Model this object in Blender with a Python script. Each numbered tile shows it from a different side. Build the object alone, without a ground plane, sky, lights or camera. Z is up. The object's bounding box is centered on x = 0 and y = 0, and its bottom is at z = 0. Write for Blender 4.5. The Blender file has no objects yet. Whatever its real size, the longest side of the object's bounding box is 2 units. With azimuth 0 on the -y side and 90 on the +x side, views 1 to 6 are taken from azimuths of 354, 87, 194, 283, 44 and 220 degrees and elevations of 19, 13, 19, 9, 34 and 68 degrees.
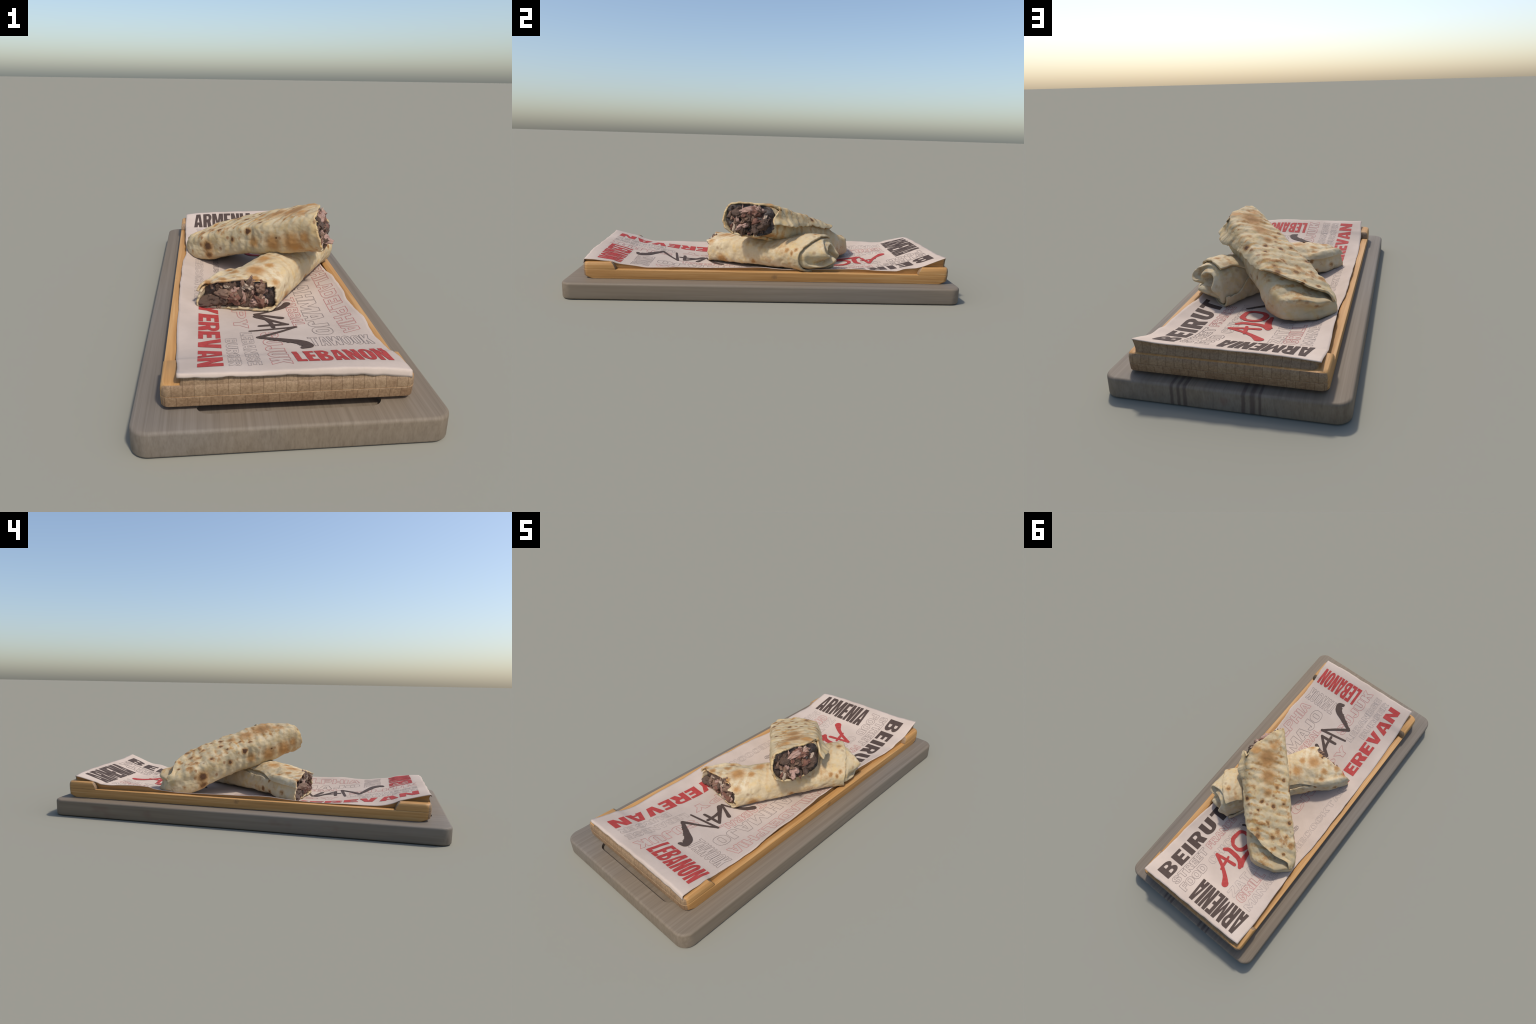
import bpy, bmesh, math, random
import numpy as np
from mathutils import Vector, noise as mnoise

rng = random.Random(7)
scene = bpy.context.scene
coll = scene.collection

# ------------------------------------------------------------------ helpers
def smooth_table(tab):
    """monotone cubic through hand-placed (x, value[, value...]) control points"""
    xs = np.array([r[0] for r in tab], float)
    ys = np.array([r[1:] for r in tab], float)
    d = (ys[1:] - ys[:-1]) / (xs[1:] - xs[:-1])[:, None]
    m = np.zeros_like(ys)
    m[0], m[-1] = d[0], d[-1]
    for i in range(1, len(xs) - 1):
        same = d[i - 1] * d[i] > 0
        den = np.where(same, d[i - 1] + d[i], 1.0)
        m[i] = np.where(same, 2 * d[i - 1] * d[i] / den, 0.0)
    def f(x):
        x = float(min(max(x, xs[0]), xs[-1]))
        i = int(min(max(np.searchsorted(xs, x) - 1, 0), len(xs) - 2))
        h = xs[i + 1] - xs[i]; t = (x - xs[i]) / h
        t2, t3 = t * t, t * t * t
        r = ((2*t3 - 3*t2 + 1) * ys[i] + (t3 - 2*t2 + t) * h * m[i]
             + (-2*t3 + 3*t2) * ys[i + 1] + (t3 - t2) * h * m[i + 1])
        return r if r.shape[0] > 1 else float(r[0])
    return f

def step(a, b, x):
    t = min(max((x - a) / (b - a), 0.0), 1.0)
    return t * t * (3 - 2 * t)

def fbm(x, y, z, octaves=4, seed=0.0):
    v, a, f = 0.0, 1.0, 1.0
    for _ in range(octaves):
        v += a * mnoise.noise(Vector((x * f + seed, y * f - seed * .7, z * f + seed * .3)))
        a *= .5; f *= 2.03
    return v

def mesh_object(name, verts, faces, mats=(), parent=None, smooth=True, angle=None):
    me = bpy.data.meshes.new(name)
    me.from_pydata([tuple(map(float, v)) for v in verts], [], faces)
    me.validate()
    for m in mats:
        me.materials.append(m)
    if smooth:
        me.polygons.foreach_set("use_smooth", [True] * len(me.polygons))
        if angle:
            me.set_sharp_from_angle(angle=math.radians(angle))
    ob = bpy.data.objects.new(name, me)
    coll.objects.link(ob)
    if parent:
        ob.parent = parent
    return ob

def empty(name, label, category):
    e = bpy.data.objects.new(name, None)
    coll.objects.link(e)
    e["label"] = label; e["category"] = category
    return e

def freeze(ob):
    """bake the modifiers of an object into its mesh"""
    dg = bpy.context.evaluated_depsgraph_get()
    me = bpy.data.meshes.new_from_object(ob.evaluated_get(dg))
    old = ob.data
    ob.modifiers.clear()
    ob.data = me
    me.name = old.name
    return ob

# ------------------------------------------------------------------ materials
class Mat:
    def __init__(self, name, rough=.7, spec=.3):
        self.m = bpy.data.materials.new(name)
        self.m.use_nodes = True
        self.nt = self.m.node_tree
        self.b = self.nt.nodes["Principled BSDF"]
        self.b.inputs["Roughness"].default_value = rough
        self.b.inputs["Specular IOR Level"].default_value = spec
        self.tc = self.nt.nodes.new("ShaderNodeTexCoord")
        self.pos = self.tc.outputs["Object"]
    def node(self, t, **kw):
        n = self.nt.nodes.new(t)
        for k, v in kw.items():
            setattr(n, k, v)
        return n
    def link(self, a, b):
        self.nt.links.new(a, b)
    def put(self, socket, v):
        if isinstance(v, bpy.types.NodeSocket):
            self.link(v, socket)
        else:
            socket.default_value = v
    def math(self, op, a, b=None, c=None, clamp=False):
        n = self.node("ShaderNodeMath", operation=op, use_clamp=clamp)
        for i, v in enumerate((a, b, c)):
            if v is not None:
                self.put(n.inputs[i], v)
        return n.outputs[0]
    def vmath(self, op, a, b):
        n = self.node("ShaderNodeVectorMath", operation=op)
        self.put(n.inputs[0], a); self.put(n.inputs[1], b)
        return n.outputs["Value"] if op in ("DOT_PRODUCT", "DISTANCE", "LENGTH") else n.outputs[0]
    def mapping(self, scale=(1, 1, 1), loc=(0, 0, 0), rot=(0, 0, 0), src=None):
        n = self.node("ShaderNodeMapping")
        self.put(n.inputs[0], src or self.pos)
        n.inputs["Scale"].default_value = scale
        n.inputs["Location"].default_value = loc
        n.inputs["Rotation"].default_value = rot
        return n.outputs[0]
    def noise(self, vec=None, scale=5, detail=4, rough=.55, dist=0.0):
        n = self.node("ShaderNodeTexNoise")
        self.put(n.inputs["Vector"], vec or self.pos)
        n.inputs["Scale"].default_value = scale
        n.inputs["Detail"].default_value = detail
        n.inputs["Roughness"].default_value = rough
        n.inputs["Distortion"].default_value = dist
        return n.outputs[0]
    def voronoi(self, vec=None, scale=5, rnd=1.0, feature="F1"):
        n = self.node("ShaderNodeTexVoronoi", feature=feature)
        self.put(n.inputs["Vector"], vec or self.pos)
        n.inputs["Scale"].default_value = scale
        n.inputs["Randomness"].default_value = rnd
        return n
    def remap(self, v, a, b, lo=0.0, hi=1.0):
        n = self.node("ShaderNodeMapRange", interpolation_type="SMOOTHSTEP")
        self.put(n.inputs[0], v)
        n.inputs[1].default_value = a; n.inputs[2].default_value = b
        n.inputs[3].default_value = lo; n.inputs[4].default_value = hi
        return n.outputs[0]
    def ramp(self, v, stops):
        n = self.node("ShaderNodeValToRGB")
        self.put(n.inputs[0], v)
        els = n.color_ramp.elements
        while len(els) < len(stops):
            els.new(.5)
        for e, (p, c) in zip(els, stops):
            e.position = p; e.color = (*c, 1)
        return n.outputs[0]
    def mix(self, f, a, b, mode="MIX"):
        n = self.node("ShaderNodeMix", data_type="RGBA", blend_type=mode)
        self.put(n.inputs[0], f)
        for i, v in ((6, a), (7, b)):
            self.put(n.inputs[i], (*v, 1) if isinstance(v, tuple) else v)
        return n.outputs[2]
    def bump(self, h, strength=.3, dist=.005):
        n = self.node("ShaderNodeBump")
        n.inputs["Strength"].default_value = strength
        n.inputs["Distance"].default_value = dist
        self.put(n.inputs["Height"], h)
        self.link(n.outputs[0], self.b.inputs["Normal"])
    def done(self, colour):
        self.put(self.b.inputs["Base Color"], (*colour, 1) if isinstance(colour, tuple) else colour)
        return self.m

def mat_board():
    """grey-brown weathered board with fine straight grain along its length"""
    k = Mat("grey_wood", .62, .25)
    g1 = k.noise(k.mapping((58, .9, 20)), 1, 4, .6, .3)
    g2 = k.noise(k.mapping((190, 1.6, 60)), 1, 3, .6)
    tone = k.noise(k.mapping((2.2, .55, 2)), 1, 2, .5)
    grain = k.math("ADD", k.math("MULTIPLY", g1, .6), k.math("MULTIPLY", g2, .4))
    col = k.ramp(grain, [(.30, (.142, .117, .090)), (.5, (.182, .152, .120)), (.7, (.216, .184, .150))])
    col = k.mix(k.remap(tone, .35, .65), col, k.mix(1.0, col, (1.06, .98, .86), "MULTIPLY"))
    # a few dark reddish streaks crossing the ends
    sep = k.node("ShaderNodeSeparateXYZ"); k.link(k.pos, sep.inputs[0])
    wob = k.math("MULTIPLY_ADD", k.noise(k.mapping((3, 4, 9)), 2, 2), .012, -.006)
    x = k.math("ADD", sep.outputs[0], wob)
    m = None
    for cx, w in ((.181, .006), (.155, .006), (.131, .007), (-.087, .007), (-.12, .009), (-.146, .005)):
        d = k.math("ABSOLUTE", k.math("SUBTRACT", x, cx))
        s = k.remap(d, w * .5, w * 1.5, 1.0, 0.0)
        m = s if m is None else k.math("MAXIMUM", m, s)
    m = k.math("MULTIPLY", m, k.remap(sep.outputs[1], .90, .97, 0, .75))
    col = k.mix(m, col, (.075, .052, .044))
    # faint rusty smudges low on the sides
    sm = k.remap(k.noise(k.mapping((9, 5, 9)), 1, 3), .60, .74, 0, .35)
    col = k.mix(k.math("MULTIPLY", sm, k.remap(sep.outputs[2], .055, .07, 1, 0)), col, (.15, .075, .055))
    k.bump(grain, .18, .004)
    return k.done(col)

def mat_bamboo(name, dark=1.0):
    """laminated bamboo: strips .033 wide in two layers, running along y"""
    k = Mat(name, .55, .3)
    sep = k.node("ShaderNodeSeparateXYZ"); k.link(k.pos, sep.inputs[0])
    row = k.math("GREATER_THAN", sep.outputs[2], .127)
    xs = k.math("ADD", k.math("DIVIDE", sep.outputs[0], .0328), k.math("MULTIPLY", row, .43))
    xs = k.math("ADD", xs, k.math("MULTIPLY", k.noise(scale=9, detail=1), .12))
    cell = k.math("FLOOR", xs)
    wn = k.node("ShaderNodeTexWhiteNoise", noise_dimensions="2D")
    cmb = k.node("ShaderNodeCombineXYZ"); k.link(cell, cmb.inputs[0]); k.link(row, cmb.inputs[1])
    k.link(cmb.outputs[0], wn.inputs[0])
    edge = k.math("ABSOLUTE", k.math("SUBTRACT", k.math("FRACT", xs), .5))
    joint = k.remap(edge, .44, .5, 0, 1)
    g = k.noise(k.mapping((70, 2.2, 95)), 1, 5, .65, .4)
    tone = k.noise(k.mapping((3, 1.6, 3)), 1, 3)
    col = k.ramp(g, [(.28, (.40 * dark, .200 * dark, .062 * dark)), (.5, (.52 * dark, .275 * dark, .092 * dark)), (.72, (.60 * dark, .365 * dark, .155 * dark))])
    col = k.mix(k.remap(tone, .35, .7, 0, .55), col, k.mix(1.0, col, (.78, .74, .68), "MULTIPLY"))
    col = k.mix(k.math("MULTIPLY_ADD", wn.outputs[0], .34, 0.0), col, k.mix(1.0, col, (.68, .60, .55), "MULTIPLY"))
    # end faces are darker, greyer and finely mottled, with visible joints
    geo = k.node("ShaderNodeNewGeometry")
    ns = k.node("ShaderNodeSeparateXYZ"); k.link(geo.outputs["Normal"], ns.inputs[0])
    endm = k.remap(k.math("ABSOLUTE", ns.outputs[1]), .40, .62)
    fleck = k.noise(k.mapping((130, 130, 130)), 1, 3, .7)
    eg = k.ramp(fleck, [(.34, (.185, .122, .072)), (.66, (.310, .218, .132))])
    eg = k.mix(k.math("MULTIPLY", wn.outputs[0], .55), eg, k.mix(1.0, eg, (.66, .56, .50), "MULTIPLY"))
    eg = k.mix(k.math("MULTIPLY", joint, .75), eg, (.085, .05, .028))
    low = k.remap(sep.outputs[2], .121, .131, .35, 0)
    eg = k.mix(low, eg, k.mix(1.0, eg, (.72, .60, .54), "MULTIPLY"))
    col = k.mix(k.math("MULTIPLY", endm, .9), col, eg)
    # knots
    for c, r in (((-.372, .02, .118), .016), ((.368, .055, .107), .018)):
        d = k.vmath("DISTANCE", k.mapping((1, .8, 1)), Vector((c[0], c[1] * .8, c[2])))
        n = k.math("MULTIPLY_ADD", k.noise(scale=90, detail=3), .02, -.01)
        col = k.mix(k.remap(k.math("ADD", d, n), r * .2, r, .6, 0), col, (.20, .11, .05))
    k.bump(k.math("ADD", g, k.math("MULTIPLY", fleck, .4)), .2, .004)
    return k.done(col)

def mat_paper():
    k = Mat("greaseproof_paper", .8, .15)
    n = k.noise(scale=6, detail=4)
    f = k.noise(scale=150, detail=3)
    col = k.ramp(n, [(.3, (.500, .398, .322)), (.55, (.555, .445, .363)), (.75, (.590, .480, .395))])
    col = k.mix(k.math("MULTIPLY", k.remap(f, .45, .7), .12), col, (.42, .34, .30))
    # slightly greyer, thinner-looking paper toward the front half
    sep = k.node("ShaderNodeSeparateXYZ"); k.link(k.pos, sep.inputs[0])
    yy = k.math("MULTIPLY_ADD", n, .5, sep.outputs[1])
    col = k.mix(k.remap(yy, -.2, .6, .5, 0), col, k.mix(1.0, col, (.86, .86, .87), "MULTIPLY"))
    stain = k.remap(k.noise(k.mapping((5, 14, 5)), 1, 3), .57, .72, 0, .4)
    st = k.math("MULTIPLY", stain, k.remap(sep.outputs[1], -.90, -.82, 1, 0))
    col = k.mix(st, col, (.30, .28, .31))
    k.bump(k.noise(scale=40, detail=5), .12, .004)
    return k.done(col)

def mat_ink(name, c, fade=.25):
    k = Mat(name, .75, .2)
    n = k.noise(scale=60, detail=4)
    return k.done(k.mix(k.remap(n, .3, .75, 0, fade), c, tuple(min(1, v * 1.6 + .04) for v in c)))

def mat_tortilla(name, org, ax, qx, spots, bands=1.0, toast=1.0, base=None):
    """flat bread: cream dough, yellow-brown toasted bands across, dark blisters"""
    k = Mat(name, .68, .25)
    rel = k.vmath("SUBTRACT", k.pos, Vector(org))
    s = k.vmath("DOT_PRODUCT", rel, Vector((*ax, 0)))
    q = k.vmath("DOT_PRODUCT", rel, Vector((*qx, 0)))
    n1 = k.noise(scale=7, detail=5, rough=.6)
    n2 = k.noise(scale=22, detail=5, rough=.65)
    n3 = k.noise(scale=90, detail=4, rough=.7)
    dough = k.ramp(n1, base or [(.28, (.430, .325, .185)), (.5, (.530, .415, .245)), (.72, (.600, .495, .325))])
    dough = k.mix(k.remap(n2, .46, .68, 0, .62), dough, (.555, .375, .150))
    sep = k.node("ShaderNodeSeparateXYZ"); k.link(k.pos, sep.inputs[0])
    # toasted bands from the grill, slanted across the roll, upper half only
    ph = k.math("ADD", k.math("MULTIPLY", s, 150.0), k.math("MULTIPLY", q, 45.0))
    ph = k.math("ADD", ph, k.math("MULTIPLY", n1, 14.0))
    face = k.math("MULTIPLY", k.remap(q, -.135, -.095), k.remap(q, .145, .105))
    band = k.math("MULTIPLY", k.remap(k.math("SINE", ph), -.35, 1.0), face)
    patch = k.remap(k.noise(scale=13, detail=5, rough=.65), .42, .60)
    up = k.remap(sep.outputs[2], .17, .24)
    tm = k.math("MULTIPLY", k.math("MULTIPLY", band, k.math("MULTIPLY_ADD", patch, .92, .08)), k.math("MULTIPLY", up, .95 * bands))
    col = k.mix(tm, dough, k.mix(k.remap(n2, .4, .62), (.50, .285, .085), (.33, .150, .045)))
    sc = k.remap(k.noise(k.mapping((1, 1, 1), (3, 1, 2)), 12, 4, .65), .54, .68, 0, .85 * toast)
    col = k.mix(sc, col, k.mix(n2, (.44, .235, .075), (.33, .15, .05)))
    # small scattered blisters
    vo = k.voronoi(scale=24)
    dv = k.math("ADD", vo.outputs["Distance"], k.math("MULTIPLY_ADD", n3, .35, -.17))
    pick = k.node("ShaderNodeSeparateColor"); k.link(vo.outputs["Color"], pick.inputs[0])
    bl = k.math("MULTIPLY", k.remap(dv, .10, .33, 1, 0), k.remap(pick.outputs[0], .74, .78, 0, .8 * toast))
    col = k.mix(bl, col, (.235, .105, .040))
    # the large scorch marks, where they sit
    jit = k.math("MULTIPLY_ADD", n2, .048, -.024)
    jit = k.math("ADD", jit, k.math("MULTIPLY_ADD", n3, .016, -.008))
    halo = dark = None
    for (p, r, deep) in spots:
        d = k.math("ADD", k.vmath("DISTANCE", k.pos, Vector(p)), jit)
        h = k.remap(d, r * .5, r * 2.1, .95, 0)
        halo = h if halo is None else k.math("MAXIMUM", halo, h)
        if deep:
            c = k.remap(d, r * .30, r * 1.15, deep, 0)
            dark = c if dark is None else k.math("MAXIMUM", dark, c)
    if halo is not None:
        col = k.mix(halo, col, k.mix(n2, (.46, .250, .080), (.34, .155, .048)))
    if dark is not None:
        col = k.mix(dark, col, (.085, .035, .016))
    # fine freckles
    col = k.mix(k.remap(n3, .62, .78, 0, .35), col, (.30, .18, .09))
    h = k.math("ADD", k.math("MULTIPLY", n2, .8), k.math("MULTIPLY", n3, .35))
    k.bump(h, .35, .006)
    return k.done(col)

def mat_meat(name, a, b, c):
    k = Mat(name, .5, .4)
    n = k.noise(scale=38, detail=5, rough=.65, dist=.6)
    oi = k.node("ShaderNodeObjectInfo")
    col = k.ramp(n, [(.3, a), (.5, b), (.72, c)])
    f = k.noise(scale=160, detail=3)
    k.bump(k.math("ADD", n, k.math("MULTIPLY", f, .5)), .6, .006)
    return k.done(col)

M_BOARD = mat_board()
M_WOOD = mat_bamboo("bamboo")
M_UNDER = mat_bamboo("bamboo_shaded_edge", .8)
M_PAPER = mat_paper()
M_RED = mat_ink("red_ink", (.365, .043, .037))
M_DARK = mat_ink("dark_brown_ink", (.072, .047, .037), .12)
M_RED_LINE = mat_ink("fine_red_ink", (.42, .16, .14), .4)
M_DARK_LINE = mat_ink("fine_dark_ink", (.21, .165, .145), .4)
M_FAINT_LINE = mat_ink("faint_grey_ink", (.33, .27, .235), .4)
M_MEAT = [mat_meat("dark_roast_meat", (.020, .013, .010), (.110, .064, .043), (.27, .175, .118)),  # lowest ramp stop near black, for the dark crevices
          mat_meat("brown_roast_meat", (.060, .032, .020), (.27, .158, .104), (.46, .315, .215)),
          mat_meat("pink_meat", (.22, .105, .075), (.50, .305, .235), (.66, .48, .39)),
          mat_meat("red_roast_meat", (.060, .026, .018), (.22, .095, .062), (.40, .22, .155)),
          mat_meat("pale_gristle", (.30, .200, .130), (.58, .44, .32), (.70, .58, .46))]
M_FILL = mat_meat("dark_filling_base", (.010, .007, .005), (.034, .021, .016), (.085, .055, .040))  # base blackened to give the dark hollows between pieces

# ------------------------------------------------------------------ grey base board
def rounded_rect(x0, x1, y0, y1, r, n=10):
    pts = []
    for cx, cy, a0 in ((x1 - r, y1 - r, 0), (x0 + r, y1 - r, 90), (x0 + r, y0 + r, 180), (x1 - r, y0 + r, 270)):
        for i in range(n + 1):
            a = math.radians(a0 + 90 * i / n)
            pts.append((cx + r * math.cos(a), cy + r * math.sin(a)))
    return pts

def prism(name, rings, mats, parent, angle=35):
    """rings: list of (outline points, z); caps both ends"""
    n = len(rings[0][0]); v = []; f = []
    for pts, z in rings:
        v += [(x, y, z) for x, y in pts]
    for k in range(len(rings) - 1):
        for i in range(n):
            j = (i + 1) % n
            f.append((k*n + i, k*n + j, (k+1)*n + j, (k+1)*n + i))
    f.append(tuple(reversed(range(n))))
    f.append(tuple(range((len(rings) - 1) * n, len(rings) * n)))
    return mesh_object(name, v, f, mats, parent, True, angle)

def bevelled_rings(x0, x1, y0, y1, r, z0, z1, bt, bb, n=10, seg=4):
    rings = []
    for i in range(seg + 1):
        a = math.pi / 2 * i / seg
        ins = bb * (1 - math.sin(a))
        rings.append((rounded_rect(x0 + ins, x1 - ins, y0 + ins, y1 - ins, r - ins * .6, n), z0 + bb * (1 - math.cos(a))))
    for i in range(seg + 1):
        a = math.pi / 2 * i / seg
        ins = bt * (1 - math.cos(a))
        rings.append((rounded_rect(x0 + ins, x1 - ins, y0 + ins, y1 - ins, r - ins * .6, n), z1 - bt * (1 - math.sin(a))))
    return rings

BOARD_TOP = .082
board_root = empty("base_board", "long grey-brown wooden board with rounded corners and a grip slot", "wooden board")
plank = prism("plank", bevelled_rings(-.459, .459, -1.0, 1.0, .056, 0, BOARD_TOP, .011, .007), [M_BOARD], board_root)
cut = prism("slot_cutter", [(rounded_rect(-.275, .275, -.926, -.846, .0399, 14), z) for z in (.064, .2)], [M_BOARD], None)
bo = plank.modifiers.new("slot", "BOOLEAN"); bo.operation = "DIFFERENCE"; bo.object = cut; bo.solver = "EXACT"
freeze(plank)
bpy.data.objects.remove(cut)
plank.data.set_sharp_from_angle(angle=math.radians(35))

# ------------------------------------------------------------------ printed paper: height field
C_ROW = smooth_table([(-.95,.206),(-.91,.200),(-.86,.194),(-.8,.178),(-.765,.1695),(-.73,.158),(-.65,.144),(-.57,.130),(-.45,.110),(-.33,.099),(0,.098),(.3,.098),(.42,.101),(.5,.109),(.6,.119),(.73,.140),(.77,.153),(.84,.178),(.9,.200),(.96,.213)])
R_ROW = smooth_table([(-.95,.183),(-.91,.184),(-.87,.183),(-.82,.177),(-.768,.169),(-.742,.159),(-.655,.147),(-.59,.139),(-.45,.142),(-.2,.146),(0,.155),(.1,.147),(.36,.152),(.47,.151),(.6,.144),(.68,.144),(.73,.157),(.785,.163),(.82,.173),(.87,.193),(.945,.221)])
L_ROW = smooth_table([(-.95,.209),(-.913,.206),(-.85,.190),(-.795,.176),(-.768,.169),(-.742,.156),(-.694,.142),(-.65,.137),(-.576,.137),(-.39,.133),(-.25,.137),(-.11,.145),(0,.143),(.3,.138),(.47,.148),(.51,.157),(.57,.160),(.66,.156),(.725,.153),(.774,.156),(.80,.165),(.822,.171),(.932,.195),(.96,.198)])
X_RIGHT = smooth_table([(-.91,.356),(-.83,.355),(-.74,.346),(-.64,.343),(-.486,.347),(-.298,.331),(-.207,.337),(-.05,.330),(.05,.318),(.2,.318),(.375,.322),(.535,.340),(.69,.350),(.82,.352),(.945,.351)])
X_LEFT = smooth_table([(-.91,-.326),(-.8,-.331),(-.7,-.339),(-.4,-.346),(0,-.348),(.2,-.347),(.365,-.334),(.5,-.340),(.63,-.345),(.8,-.350),(.945,-.347)])

def paper_z(x, y):
    c = C_ROW(y); e = R_ROW(y) if x > 0 else L_ROW(y)
    z = c + (e - c) * min(1.15, (abs(x) / .34) ** 3.5)
    z -= .008 * math.exp(-(((x + .15) / .12) ** 2 + ((y - .07) / .13) ** 2))
    return z + .0016 * fbm(x * 7, y * 5, 0, 3, 3.1)

def paper_xy(u, v):
    """u 0..1 across, v 0..1 along"""
    y_end0 = -.905 + u * .003
    y_end1 = .930 + u * .011
    y = y_end0 + (y_end1 - y_end0) * v
    xl = X_LEFT(y) + .0022 * fbm(y * 14, 1.3, 0, 3)
    xr = X_RIGHT(y) + .0030 * fbm(y * 14, 7.7, 0, 3)
    y += (.0035 * fbm(u * 9, 4.2, 0, 3)) * (step(.93, 1, v) + step(.07, 0, v))
    return xl + (xr - xl) * u, y

paper_root = empty("printed_paper_sheet", "pale greaseproof paper sheet printed with red and brown place names", "wrapping paper")
NU, NV = 70, 190
pv, pf = [], []
for j in range(NV + 1):
    for i in range(NU + 1):
        x, y = paper_xy(i / NU, j / NV)
        pv.append((x, y, paper_z(x, y)))
for j in range(NV):
    for i in range(NU):
        a = j * (NU + 1) + i
        pf.append((a, a + 1, a + NU + 2, a + NU + 1))
# torn lip rolled down over the front end
first = len(pv)
LIP = 4
for k in range(1, LIP + 1):
    for i in range(NU + 1):
        x, y, z = pv[i]
        u = i / NU
        drop = (.012 + .010 * step(.35, .75, u) + .005 * fbm(u * 11, 2.0, 0, 3)) * k / LIP
        pv.append((x, y - .005 * math.sin(k / LIP * 1.6), z - drop * (k / LIP) ** .5))
for k in range(LIP):
    for i in range(NU):
        a = i if k == 0 else first + (k - 1) * (NU + 1) + i
        b = first + k * (NU + 1) + i
        pf.append((b, b + 1, a + 1, a))
sheet = mesh_object("sheet", pv, pf, [M_PAPER], paper_root)
so = sheet.modifiers.new("thickness", "SOLIDIFY"); so.thickness = .0028; so.offset = -1
freeze(sheet)

# ------------------------------------------------------------------ lettering: block letters drawn as outlines
def arc(cx, cy, rx, ry, a0, a1, n=6):
    return [(cx + rx * math.cos(math.radians(a0 + (a1 - a0) * i / n)), cy + ry * math.sin(math.radians(a0 + (a1 - a0) * i / n))) for i in range(n + 1)]

def round_box(x0, x1, y0, y1, rx, ry, n=5):
    return (arc(x1 - rx, y1 - ry, rx, ry, 0, 90, n) + arc(x0 + rx, y1 - ry, rx, ry, 90, 180, n)
            + arc(x0 + rx, y0 + ry, rx, ry, 180, 270, n) + arc(x1 - rx, y0 + ry, rx, ry, 270, 360, n))

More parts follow.
